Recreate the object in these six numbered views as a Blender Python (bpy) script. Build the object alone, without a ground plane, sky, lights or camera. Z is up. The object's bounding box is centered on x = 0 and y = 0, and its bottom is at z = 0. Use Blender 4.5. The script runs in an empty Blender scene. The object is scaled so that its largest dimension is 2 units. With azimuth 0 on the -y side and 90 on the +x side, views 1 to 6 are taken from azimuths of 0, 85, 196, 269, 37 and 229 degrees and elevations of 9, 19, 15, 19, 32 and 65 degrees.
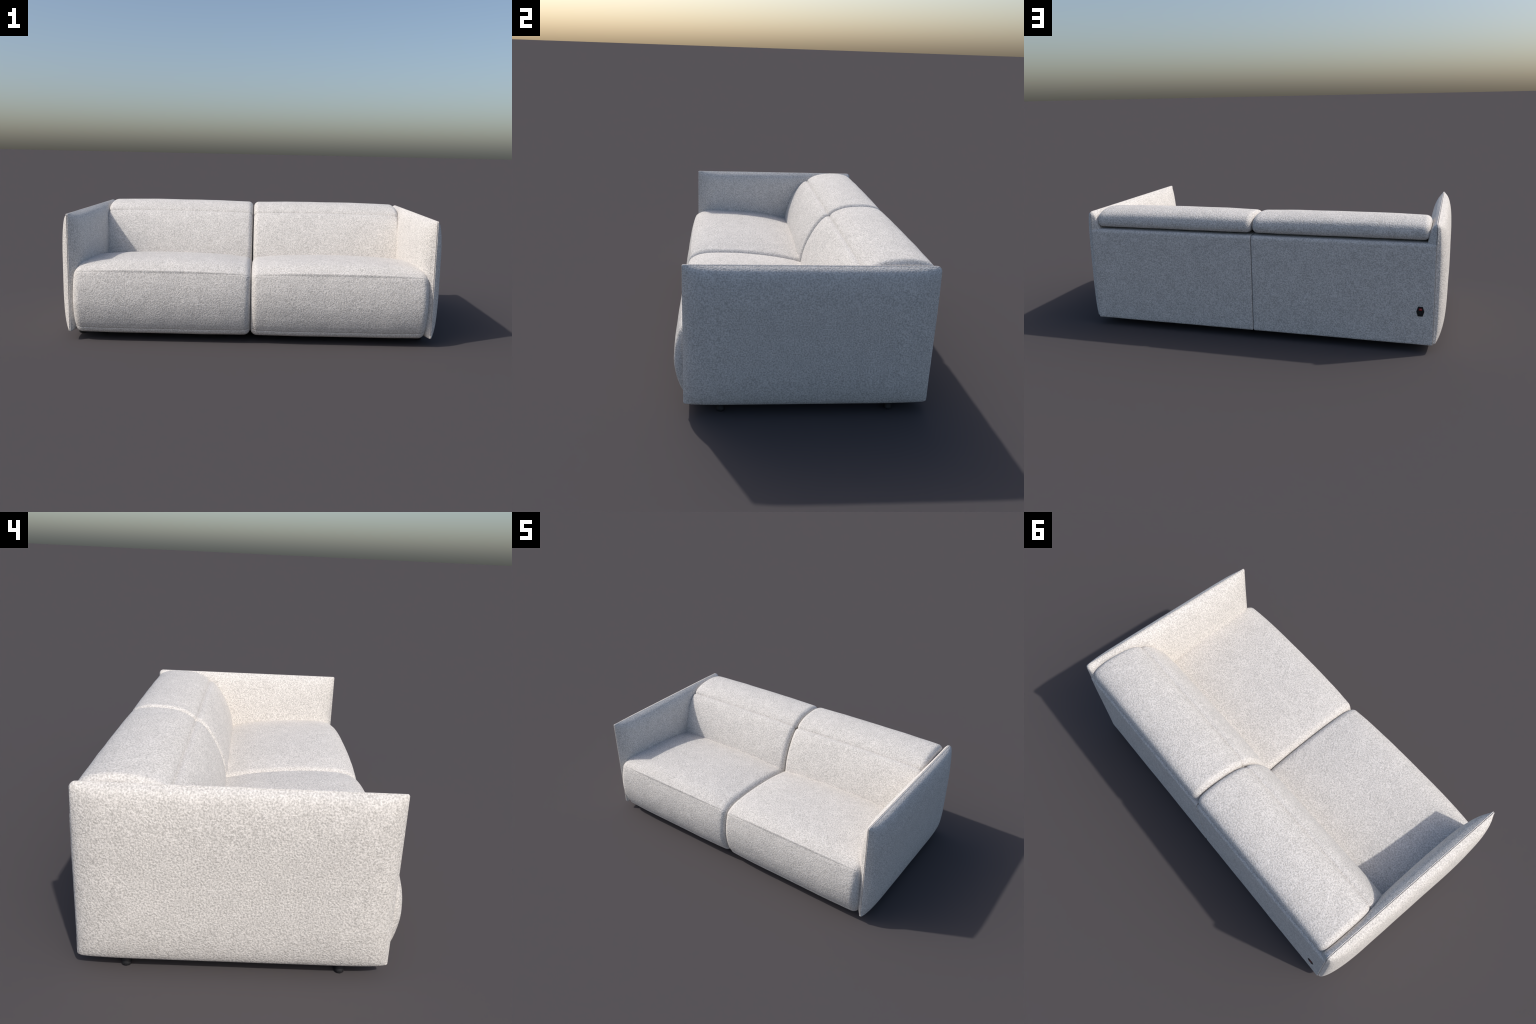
"""Two-seat upholstered sofa in pale felted wool: two seat cushions with a front seam,
two back cushions, two headrests, thin pillow-shaped side panels, a split back shell,
short dark feet and a small socket plate with a red badge on the rear."""
import bpy, math
import numpy as np
from mathutils import Vector, noise

# ------------------------------------------------------------------ materials
def node_material(name):
    mat = bpy.data.materials.new(name)
    mat.use_nodes = True
    nt = mat.node_tree
    nt.nodes.clear()
    out = nt.nodes.new("ShaderNodeOutputMaterial")
    bsdf = nt.nodes.new("ShaderNodeBsdfPrincipled")
    nt.links.new(bsdf.outputs[0], out.inputs[0])
    return mat, nt, bsdf


def felt_material(name, seed=0.0):
    mat, nt, bsdf = node_material(name)
    N, L = nt.nodes.new, nt.links.new
    coord = N("ShaderNodeTexCoord")
    mapping = N("ShaderNodeMapping")
    mapping.inputs["Location"].default_value = (seed, seed * 1.7, seed * 0.6)
    L(coord.outputs["Object"], mapping.inputs["Vector"])

    def fbm(scale, detail, rough, dist=0.0):
        n = N("ShaderNodeTexNoise")
        n.inputs["Scale"].default_value = scale
        n.inputs["Detail"].default_value = detail
        n.inputs["Roughness"].default_value = rough
        n.inputs["Distortion"].default_value = dist
        L(mapping.outputs[0], n.inputs["Vector"])
        return n
    fibre = fbm(FELT["grain_scale"], 2.0, 0.55, 0.2)      # matted fibre clumps
    fine = fbm(FELT["grain_scale"] * 2.6, 1.0, 0.5)      # single fibres
    cloud = fbm(16.0, 4.0, 0.62)                         # broad tone drift
    clump = fbm(72.0, 1.0, 0.5)                          # coarser matting

    ramp = N("ShaderNodeValToRGB")
    ramp.color_ramp.elements[0].position = 0.32
    ramp.color_ramp.elements[0].color = FELT["dark"]
    ramp.color_ramp.elements[1].position = 0.64
    ramp.color_ramp.elements[1].color = FELT["light"]
    L(fibre.outputs["Fac"], ramp.inputs["Fac"])

    tone = N("ShaderNodeMapRange")
    tone.inputs["From Min"].default_value = 0.3
    tone.inputs["From Max"].default_value = 0.7
    tone.inputs["To Min"].default_value = 0.95
    tone.inputs["To Max"].default_value = 1.05
    L(cloud.outputs["Fac"], tone.inputs["Value"])
    mul = N("ShaderNodeVectorMath")
    mul.operation = "SCALE"
    L(ramp.outputs["Color"], mul.inputs[0])
    L(tone.outputs["Result"], mul.inputs["Scale"])
    L(mul.outputs[0], bsdf.inputs["Base Color"])

    height = N("ShaderNodeMath")
    height.operation = "MULTIPLY_ADD"
    height.inputs[1].default_value = 0.18
    L(fine.outputs["Fac"], height.inputs[0])
    L(fibre.outputs["Fac"], height.inputs[2])
    coarse = N("ShaderNodeMath")
    coarse.operation = "MULTIPLY_ADD"
    coarse.inputs[1].default_value = 0.3
    L(clump.outputs["Fac"], coarse.inputs[0])
    L(height.outputs[0], coarse.inputs[2])
    bump = N("ShaderNodeBump")
    bump.inputs["Strength"].default_value = FELT["bump"]
    bump.inputs["Distance"].default_value = FELT["bump_distance"]
    L(coarse.outputs[0], bump.inputs["Height"])
    L(bump.outputs[0], bsdf.inputs["Normal"])
    bsdf.inputs["Roughness"].default_value = 0.9
    bsdf.inputs["Specular IOR Level"].default_value = 0.2
    return mat


def plain_material(name, colour, rough, spec=0.5, grain=0.0):
    mat, nt, bsdf = node_material(name)
    bsdf.inputs["Roughness"].default_value = rough
    bsdf.inputs["Specular IOR Level"].default_value = spec
    n = nt.nodes.new("ShaderNodeTexNoise")
    n.inputs["Scale"].default_value = 120
    co = nt.nodes.new("ShaderNodeTexCoord")
    nt.links.new(co.outputs["Object"], n.inputs["Vector"])
    r = nt.nodes.new("ShaderNodeValToRGB")
    r.color_ramp.elements[0].color = tuple(c * (1 - grain) for c in colour) + (1,)
    r.color_ramp.elements[1].color = tuple(min(1, c * (1 + grain)) for c in colour) + (1,)
    nt.links.new(n.outputs["Fac"], r.inputs["Fac"])
    nt.links.new(r.outputs["Color"], bsdf.inputs["Base Color"])
    return mat


FELT = dict(grain_scale=162.0, bump=0.62, bump_distance=0.0042,
            dark=(0.470, 0.448, 0.421, 1), light=(0.772, 0.736, 0.698, 1))
felt = felt_material("wool_felt")
black_metal = plain_material("black_powder_coat", (0.018, 0.018, 0.02), 0.5, 0.4, 0.2)
shadow_black = plain_material("painted_underside_shadow", (0.02, 0.02, 0.022), 0.95, 0.1, 0.3)
black_plastic = plain_material("black_plastic", (0.012, 0.012, 0.013), 0.55, 0.3, 0.15)
red_plastic = plain_material("red_badge", (0.34, 0.010, 0.012), 0.5, 0.3, 0.1)
pale_print = plain_material("pale_print", (0.55, 0.30, 0.29), 0.6, 0.3, 0.05)

# ------------------------------------------------------------------ helpers
root = bpy.data.objects.new("sofa", None)
bpy.context.scene.collection.objects.link(root)
root["label"] = "pale grey felt two-seat sofa with thin side panels"
root["category"] = "sofa"


def add_mesh(name, verts, faces, mat, parent=root, smooth=True, crease_angle=None):
    me = bpy.data.meshes.new(name)
    me.from_pydata([tuple(v) for v in verts], [], faces)
    me.validate()
    import bmesh
    bm = bmesh.new()
    bm.from_mesh(me)
    bmesh.ops.recalc_face_normals(bm, faces=bm.faces)
    bm.to_mesh(me)
    bm.free()
    me.materials.append(mat)
    if smooth:
        me.shade_smooth()
        if crease_angle:
            me.set_sharp_from_angle(angle=math.radians(crease_angle))
    ob = bpy.data.objects.new(name, me)
    bpy.context.scene.collection.objects.link(ob)
    ob.parent = parent
    return ob


def catmull(points, closed, step):
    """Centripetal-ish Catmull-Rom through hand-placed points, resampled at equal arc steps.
    A point given with a third value 1 is a hard corner."""
    pts = np.array([p[:2] for p in points], float)
    hard = [len(p) > 2 and p[2] for p in points]
    n = len(pts)
    dense = []
    last = n if closed else n - 1
    for i in range(last):
        p1, p2 = pts[i], pts[(i + 1) % n]
        p0 = pts[i - 1] if (closed or i > 0) else p1
        p3 = pts[(i + 2) % n] if (closed or i + 2 < n) else p2
        d = np.linalg.norm(p2 - p1)
        m1 = (p2 - p0) / (np.linalg.norm(p2 - p1) + np.linalg.norm(p1 - p0) + 1e-9) * d
        m2 = (p3 - p1) / (np.linalg.norm(p3 - p2) + np.linalg.norm(p2 - p1) + 1e-9) * d
        if hard[i]:
            m1 = p2 - p1
        if hard[(i + 1) % n]:
            m2 = p2 - p1
        for t in np.linspace(0, 1, 40, endpoint=False):
            h = (2*t**3 - 3*t**2 + 1, t**3 - 2*t**2 + t, -2*t**3 + 3*t**2, t**3 - t**2)
            dense.append(h[0]*p1 + h[1]*m1 + h[2]*p2 + h[3]*m2)
    dense.append(pts[0] if closed else pts[-1])
    dense = np.array(dense)
    seg = np.linalg.norm(np.diff(dense, axis=0), axis=1)
    arc = np.concatenate([[0], np.cumsum(seg)])
    count = int(arc[-1] / step)
    s = np.linspace(0, arc[-1], count, endpoint=not closed)
    return np.stack([np.interp(s, arc, dense[:, k]) for k in (0, 1)], 1)


def outward_normals(loop):
    t = np.roll(loop, -1, 0) - np.roll(loop, 1, 0)
    t /= np.linalg.norm(t, axis=1)[:, None] + 1e-12
    n = np.stack([t[:, 1], -t[:, 0]], 1)
    area = np.sum(loop[:, 0]*np.roll(loop[:, 1], -1) - np.roll(loop[:, 0], -1)*loop[:, 1])
    return n if area > 0 else -n


def smooth_loop(a, k):
    for _ in range(k):
        a = (np.roll(a, 1, 0) + 2*a + np.roll(a, -1, 0)) / 4
    return a


def lump(x, y, z, freq, amp, seed):
    return amp * noise.noise(Vector((x*freq + seed, y*freq + seed*0.7, z*freq - seed)))


def upholstered_block(name, profile, x0, x1, radius, crown_top, crown_front, step=0.003,
                      seams=(), seed=1.0, lumps=0.0012, crown_power=2.6, radius_outer=None):
    """Sweep a closed side profile (y, z) from x0 to x1. The two ends are rolled over with the
    given radius, the middle is crowned, seams are pressed in along the sweep."""
    loop = catmull(profile, True, step)
    nrm = outward_normals(loop)
    nrm = smooth_loop(nrm, 6)
    nrm /= np.linalg.norm(nrm, axis=1)[:, None]
    cen = loop.mean(0)
    groove = np.zeros(len(loop))
    for (sy, sz, depth, width) in seams:
        d = np.linalg.norm(loop - np.array([sy, sz]), axis=1)
        groove -= depth * np.exp(-(d / width)**2)
    r0, r1 = radius, radius_outer or radius
    a = np.linspace(0, 1, 12)
    xs = np.concatenate([x0 + r0*(1 - np.cos(a*math.pi/2))[:-1],
                         np.linspace(x0 + r0, x1 - r1, 60),
                         (x1 - r1*(1 - np.cos(a*math.pi/2)))[::-1][1:]])
    verts, faces = [], []
    n = len(loop)
    up, fore = np.clip(nrm[:, 1], 0, 1)**2.2, np.clip(-nrm[:, 0], 0, 1)
    for x in xs:
        s = abs(2*(x - x0)/(x1 - x0) - 1)
        crown = 1 - s**crown_power
        d0, d1 = x - x0, x1 - x
        inset = 0.0
        if d0 < r0:
            inset = r0 - math.sqrt(max(0, r0*r0 - (r0 - d0)**2))
        if d1 < r1:
            inset = r1 - math.sqrt(max(0, r1*r1 - (r1 - d1)**2))
        fade = max(0.0, 1 - inset/max(r0, r1))
        off = crown_top*up*crown + crown_front*fore*(1 - s**6) - inset + groove*(0.4 + 0.6*fade)
        ring = loop + nrm*off[:, None]
        for (y, z), (ny, nz) in zip(ring, nrm):
            e = lump(x, y, z, 9.0, lumps, seed)
            verts.append((x, y + ny*e, z + nz*e))
    m = len(xs)
    for i in range(m - 1):
        for j in range(n):
            k = (j + 1) % n
            faces.append((i*n + j, i*n + k, (i+1)*n + k, (i+1)*n + j))
    for end in (0, m - 1):                       # nearly flat end caps in shrinking rings
        prev = end*n
        base = np.array([verts[prev + j][1:] for j in range(n)])
        c = base.mean(0)
        sign = -1 if end == 0 else 1
        for shrink, puff in ((0.97, 0.0006), (0.8, 0.0015)):
            start = len(verts)
            for j in range(n):
                p = c + (base[j] - c)*shrink
                verts.append((xs[end] + sign*puff, p[0], p[1]))
            for j in range(n):
                k = (j + 1) % n
                f = (prev + j, prev + k, start + k, start + j)
                faces.append(f)
            prev = start
        hub = len(verts)
        verts.append((xs[end] + sign*0.002, c[0], c[1]))
        for j in range(n):
            faces.append((prev + j, prev + (j + 1) % n, hub))
    return add_mesh(name, verts, faces, felt)


def mirror_x(ob, name):
    """Mirrored twin with its own mesh (x -> -x), faces flipped."""
    me = ob.data.copy()
    co = np.empty(len(me.vertices)*3)
    me.vertices.foreach_get("co", co)
    co = co.reshape(-1, 3)
    co[:, 0] *= -1
    me.vertices.foreach_set("co", co.ravel())
    me.flip_normals()
    me.update()
    twin = bpy.data.objects.new(name, me)
    bpy.context.scene.collection.objects.link(twin)
    twin.parent = ob.parent
    return twin


# ------------------------------------------------------------------ seat cushions
SEAT = [(-0.511, 0.3655, 1), (-0.5190, 0.342), (-0.530, 0.298), (-0.5365, 0.250), (-0.537, 0.200),
        (-0.5285, 0.145), (-0.5165, 0.105), (-0.5065, 0.0830), (-0.5015, 0.0740), (-0.4975, 0.0660),
        (-0.4900, 0.0535), (-0.474, 0.0425), (-0.43, 0.0405), (0.10, 0.042), (0.18, 0.050), (0.20, 0.08),
        (0.20, 0.28), (0.185, 0.325), (0.09, 0.353), (-0.03, 0.3795), (-0.17, 0.3965), (-0.30, 0.4035),
        (-0.40, 0.4025), (-0.455, 0.3945), (-0.488, 0.381)]
seat_r = upholstered_block("seat_cushion", SEAT, 0.0005, 0.922, 0.034, 0.0245, 0.0085, step=0.0015,
                           seams=((-0.511, 0.3655, 0.0028, 0.0024), (-0.5015, 0.0740, 0.0020, 0.0030)),
                           seed=3.1, radius_outer=0.040)
seat_l = mirror_x(seat_r, "seat_cushion")

# ------------------------------------------------------------------ back cushions
BACK = [(0.091, 0.335), (0.095, 0.365), (0.106, 0.420), (0.124, 0.475), (0.151, 0.532), (0.182, 0.580),
        (0.206, 0.606), (0.221, 0.6160), (0.235, 0.6165), (0.248, 0.609), (0.259, 0.592), (0.285, 0.56), (0.30, 0.50),
        (0.30, 0.33), (0.28, 0.30), (0.13, 0.30), (0.10, 0.312)]
back_r = upholstered_block("back_cushion", BACK, 0.0035, 0.909, 0.030, 0.006, 0.008, step=0.003, seed=5.3)
back_l = mirror_x(back_r, "back_cushion")

# ------------------------------------------------------------------ headrests
HEAD = [(0.2365, 0.606), (0.2370, 0.616), (0.2425, 0.628), (0.2580, 0.6410), (0.283, 0.6535), (0.315, 0.6640),
        (0.36, 0.6710), (0.41, 0.6738), (0.455, 0.6705), (0.495, 0.6605), (0.521, 0.6450), (0.5325, 0.622),
        (0.532, 0.598), (0.520, 0.582), (0.495, 0.576), (0.40, 0.575), (0.29, 0.575), (0.252, 0.583), (0.240, 0.595)]
head_r = upholstered_block("headrest", HEAD, 0.003, 0.911, 0.030, 0.007, 0.002, step=0.003, seed=7.7)
head_l = mirror_x(head_r, "headrest")


# ------------------------------------------------------------------ side panels
def rounded_rect(y0, y1, z0, z1, inset, radii, counts):
    """Loop of a rectangle with four corner radii, shrunk by inset; same point count for every inset.
    Corner order: front-bottom, back-bottom, back-top, front-top."""
    ny, nz, nc = counts
    y0, y1, z0, z1 = y0 + inset, y1 - inset, z0 + inset, z1 - inset
    rad = [max(0.0004, r - inset*0.8) for r in radii]
    cs = [(y0 + rad[0], z0 + rad[0], 180), (y1 - rad[1], z0 + rad[1], 270),
          (y1 - rad[2], z1 - rad[2], 0), (y0 + rad[3], z1 - rad[3], 90)]
    pts = []
    for i in range(4):
        cy, cz, a0 = cs[i]
        arc = [(cy + rad[i]*math.cos(math.radians(a0 + 90*t)), cz + rad[i]*math.sin(math.radians(a0 + 90*t)))
               for t in np.linspace(0, 1, nc)]
        pts += arc
        j = (i + 1) % 4
        cy2, cz2, b0 = cs[j]
        nxt = (cy2 + rad[j]*math.cos(math.radians(b0)), cz2 + rad[j]*math.sin(math.radians(b0)))
        k = ny if i % 2 == 0 else nz
        for t in np.linspace(0, 1, k + 2)[1:-1]:
            pts.append((arc[-1][0] + (nxt[0] - arc[-1][0])*t, arc[-1][1] + (nxt[1] - arc[-1][1])*t))
    return np.array(pts)


PANEL = dict(y0=-0.501, y1=0.5365, z0=0.0445, z1=0.663)
SEAM_X = 0.9435


def dome(q, p):
    q = np.clip(q, 0, 1)
    return (1 - (1 - q)**p)**(1/p)


def panel_shell(name, side, depth, widths, powers, top_ramp, seed):
    """One padded half of a side panel: a thin sewn rim that swells to a nearly flat face.
    side +1 swells outwards (larger x), -1 inwards. widths and powers: run-out length and
    fullness towards the front, back, top and bottom edges."""
    rim = [(0.0014, 0.0002), (0.0004, 0.0010), (0.0, 0.0024), (0.0006, 0.0038), (0.0018, 0.0045)]
    tt = np.concatenate([np.linspace(0.0040, 0.03, 14), np.linspace(0.034, 0.14, 26), np.linspace(0.15, 0.295, 20)])
    counts = (150, 90, 8)
    radii = (0.008, 0.014, 0.022, 0.006)
    verts, faces = [], []
    wf, wb, wt, wm = widths
    pf, pb, pt, pm = powers

    def put(loop, fixed=None):
        for y, z in loop:
            if fixed is not None:
                h = fixed
            else:
                rear = dome((PANEL["y1"] - y)/wb, pb)
                if side < 0:                               # boxed rear end, flush with the back shell
                    rear = max(rear, 0.74*dome((PANEL["y1"] - y)/0.03, 2.6))
                f = (dome((y - PANEL["y0"])/wf, pf) * rear *
                     dome((PANEL["z1"] - z)/wt, pt) * dome((z - PANEL["z0"])/wm, pm) *
                     (1 - math.exp(-(y - PANEL["y0"])/0.014)) * (1 - math.exp(-(PANEL["z1"] - z)/top_ramp)))
                h = 0.0045 + (depth - 0.0045)*f
                h += lump(y, z, side*0.3, 7.0, 0.0012, seed)*f
            verts.append((SEAM_X + side*(0.0006 + h), y, z))
    rings = 0
    for inset, h in rim:
        put(rounded_rect(**PANEL, inset=inset, radii=radii, counts=counts), h)
        rings += 1
    for t in tt:
        put(rounded_rect(**PANEL, inset=t, radii=radii, counts=counts))
        rings += 1
    n = len(verts)//rings
    for i in range(rings - 1):
        for j in range(n):
            k = (j + 1) % n
            faces.append((i*n + j, i*n + k, (i+1)*n + k, (i+1)*n + j))
    faces.append(tuple(range(n)))                          # flat sewn side
    faces.append(tuple(range((rings-1)*n, rings*n)))       # centre of the face
    return add_mesh(name, verts, faces, felt)


panel_r = panel_shell("side_panel", 1, 0.0562, (0.25, 0.26, 0.27, 0.24), (2.6, 2.6, 2.8, 2.7), 0.008, 2.2)
lining_r = panel_shell("inner_padding", -1, 0.073, (0.25, 0.90, 0.36, 0.25), (2.6, 2.4, 2.3, 2.8), 0.011, 4.9)
panel_l = mirror_x(panel_r, "side_panel")
lining_l = mirror_x(lining_r, "inner_padding")
lining_r.parent, lining_l.parent = panel_r, panel_l

# ------------------------------------------------------------------ back shell
SHELL = [(0.5377, 0.0435), (0.5407, 0.052), (0.5410, 0.10), (0.5410, 0.30), (0.5410, 0.5410), (0.5397, 0.5550),
         (0.5332, 0.5635), (0.5212, 0.5665), (0.40, 0.5665), (0.31, 0.5650), (0.305, 0.55), (0.305, 0.10), (0.31, 0.048),
         (0.34, 0.043), (0.5182, 0.042), (0.5317, 0.0422)]
shell_r = upholstered_block("back_shell", SHELL, 0.0012, 0.9432, 0.008, 0.0, 0.0, step=0.003, seed=9.4,
                            lumps=0.0008, radius_outer=0.0016)
shell_l = mirror_x(shell_r, "back_shell")


# ------------------------------------------------------------------ underside and feet
def box(name, lo, hi, mat, parent=root, bevel=0.002):
    import bmesh
    bm = bmesh.new()
    bmesh.ops.create_cube(bm, size=1.0)
    for v in bm.verts:
        v.co = Vector([(lo[k] + hi[k])/2 + v.co[k]*(hi[k] - lo[k]) for k in range(3)])
    bmesh.ops.bevel(bm, geom=bm.edges[:], offset=bevel, segments=2, profile=0.5, affect="EDGES")
    me = bpy.data.meshes.new(name)
    bm.to_mesh(me)
    bm.free()
    me.materials.append(mat)
    ob = bpy.data.objects.new(name, me)
    bpy.context.scene.collection.objects.link(ob)
    ob.parent = parent
    return ob


box("underside_shadow_slab", (-0.90, -0.42, 0.0365), (0.90, 0.50, 0.0385), shadow_black, bevel=0.0003)  # slab coloured black to model the dark shadow beneath the seat


def turned(name, profile, centre, mat, seg=40, parent=root):
    verts, faces = [], []
    for r, z in profile:
        for k in range(seg):
            a = 2*math.pi*k/seg
            verts.append((centre[0] + r*math.cos(a), centre[1] + r*math.sin(a), z))
    for i in range(len(profile) - 1):
        for k in range(seg):
            faces.append((i*seg + k, i*seg + (k+1) % seg, (i+1)*seg + (k+1) % seg, (i+1)*seg + k))
    faces.append(tuple(range(seg)))
    faces.append(tuple(range((len(profile)-1)*seg, len(profile)*seg)))
    return add_mesh(name, verts, faces, mat, parent=parent, crease_angle=50)


FOOT = [(0.0145, 0.0), (0.0162, 0.0015), (0.017, 0.006), (0.017, 0.012), (0.0155, 0.0145), (0.0155, 0.034),
        (0.026, 0.0355), (0.026, 0.0415)]
for fx in (-0.924, 0.924):
    for fy in (-0.345, 0.380):
        turned("foot", FOOT, (fx, fy), black_metal)


# ------------------------------------------------------------------ socket plate on the rear
def prism(name, outline, y0, y1, mat, parent, chamfer=0.001):
    """Outline in (x, z), front at y1 (facing +y) with a chamfered rim."""
    o = np.array(outline, float)
    c = o.mean(0)
    small = c + (o - c)*(1 - chamfer/np.linalg.norm(o - c, axis=1).mean())
    n = len(o)
    verts = [(p[0], y0, p[1]) for p in o] + [(p[0], y1 - chamfer, p[1]) for p in o] + [(p[0], y1, p[1]) for p in small]
    faces = []
    for i in range(2):
        for j in range(n):
            k = (j + 1) % n
            faces.append((i*n + j, i*n + k, (i+1)*n + k, (i+1)*n + j))
    faces += [tuple(range(n)), tuple(range(2*n, 3*n))]
    return add_mesh(name, verts, faces, mat, parent=parent, smooth=False)


HX, HZ, HY = -0.8792, 0.2205, 0.5410
plate = prism("socket_plate", [(HX + 0.0195, HZ), (HX + 0.0120, HZ + 0.0252), (HX - 0.0120, HZ + 0.0252),
                               (HX - 0.0195, HZ), (HX - 0.0120, HZ - 0.0252), (HX + 0.0120, HZ - 0.0252)],
              HY - 0.004, HY + 0.0022, black_plastic, root)


def rect(cx, cz, w, h):
    return [(cx - w/2, cz - h/2), (cx + w/2, cz - h/2), (cx + w/2, cz + h/2), (cx - w/2, cz + h/2)]


badge = prism("red_badge", rect(HX - 0.0005, HZ + 0.0112, 0.0150, 0.0108), HY + 0.001, HY + 0.0028, red_plastic, plate, 0.0004)
for dx, dz, tilt in ((0.0012, -0.0004, 0.9), (-0.0018, 0.0004, -0.5), (-0.0042, 0.0002, 0.7)):
    stroke = rect(0, 0, 0.0012, 0.0052)
    ca, sa = math.cos(tilt), math.sin(tilt)
    prism("badge_stroke", [(HX + dx + x*ca - z*sa, HZ + 0.0112 + dz + x*sa + z*ca) for x, z in stroke],
          HY + 0.002, HY + 0.0031, pale_print, plate, 0.0001)
ring = [(HX + 0.001 + 0.0040*math.cos(a), HZ - 0.0075 + 0.0040*math.sin(a)) for a in np.linspace(0, 2*math.pi, 20, endpoint=False)]
prism("charging_port", ring, HY + 0.001, HY + 0.0027, black_metal, plate, 0.0006)
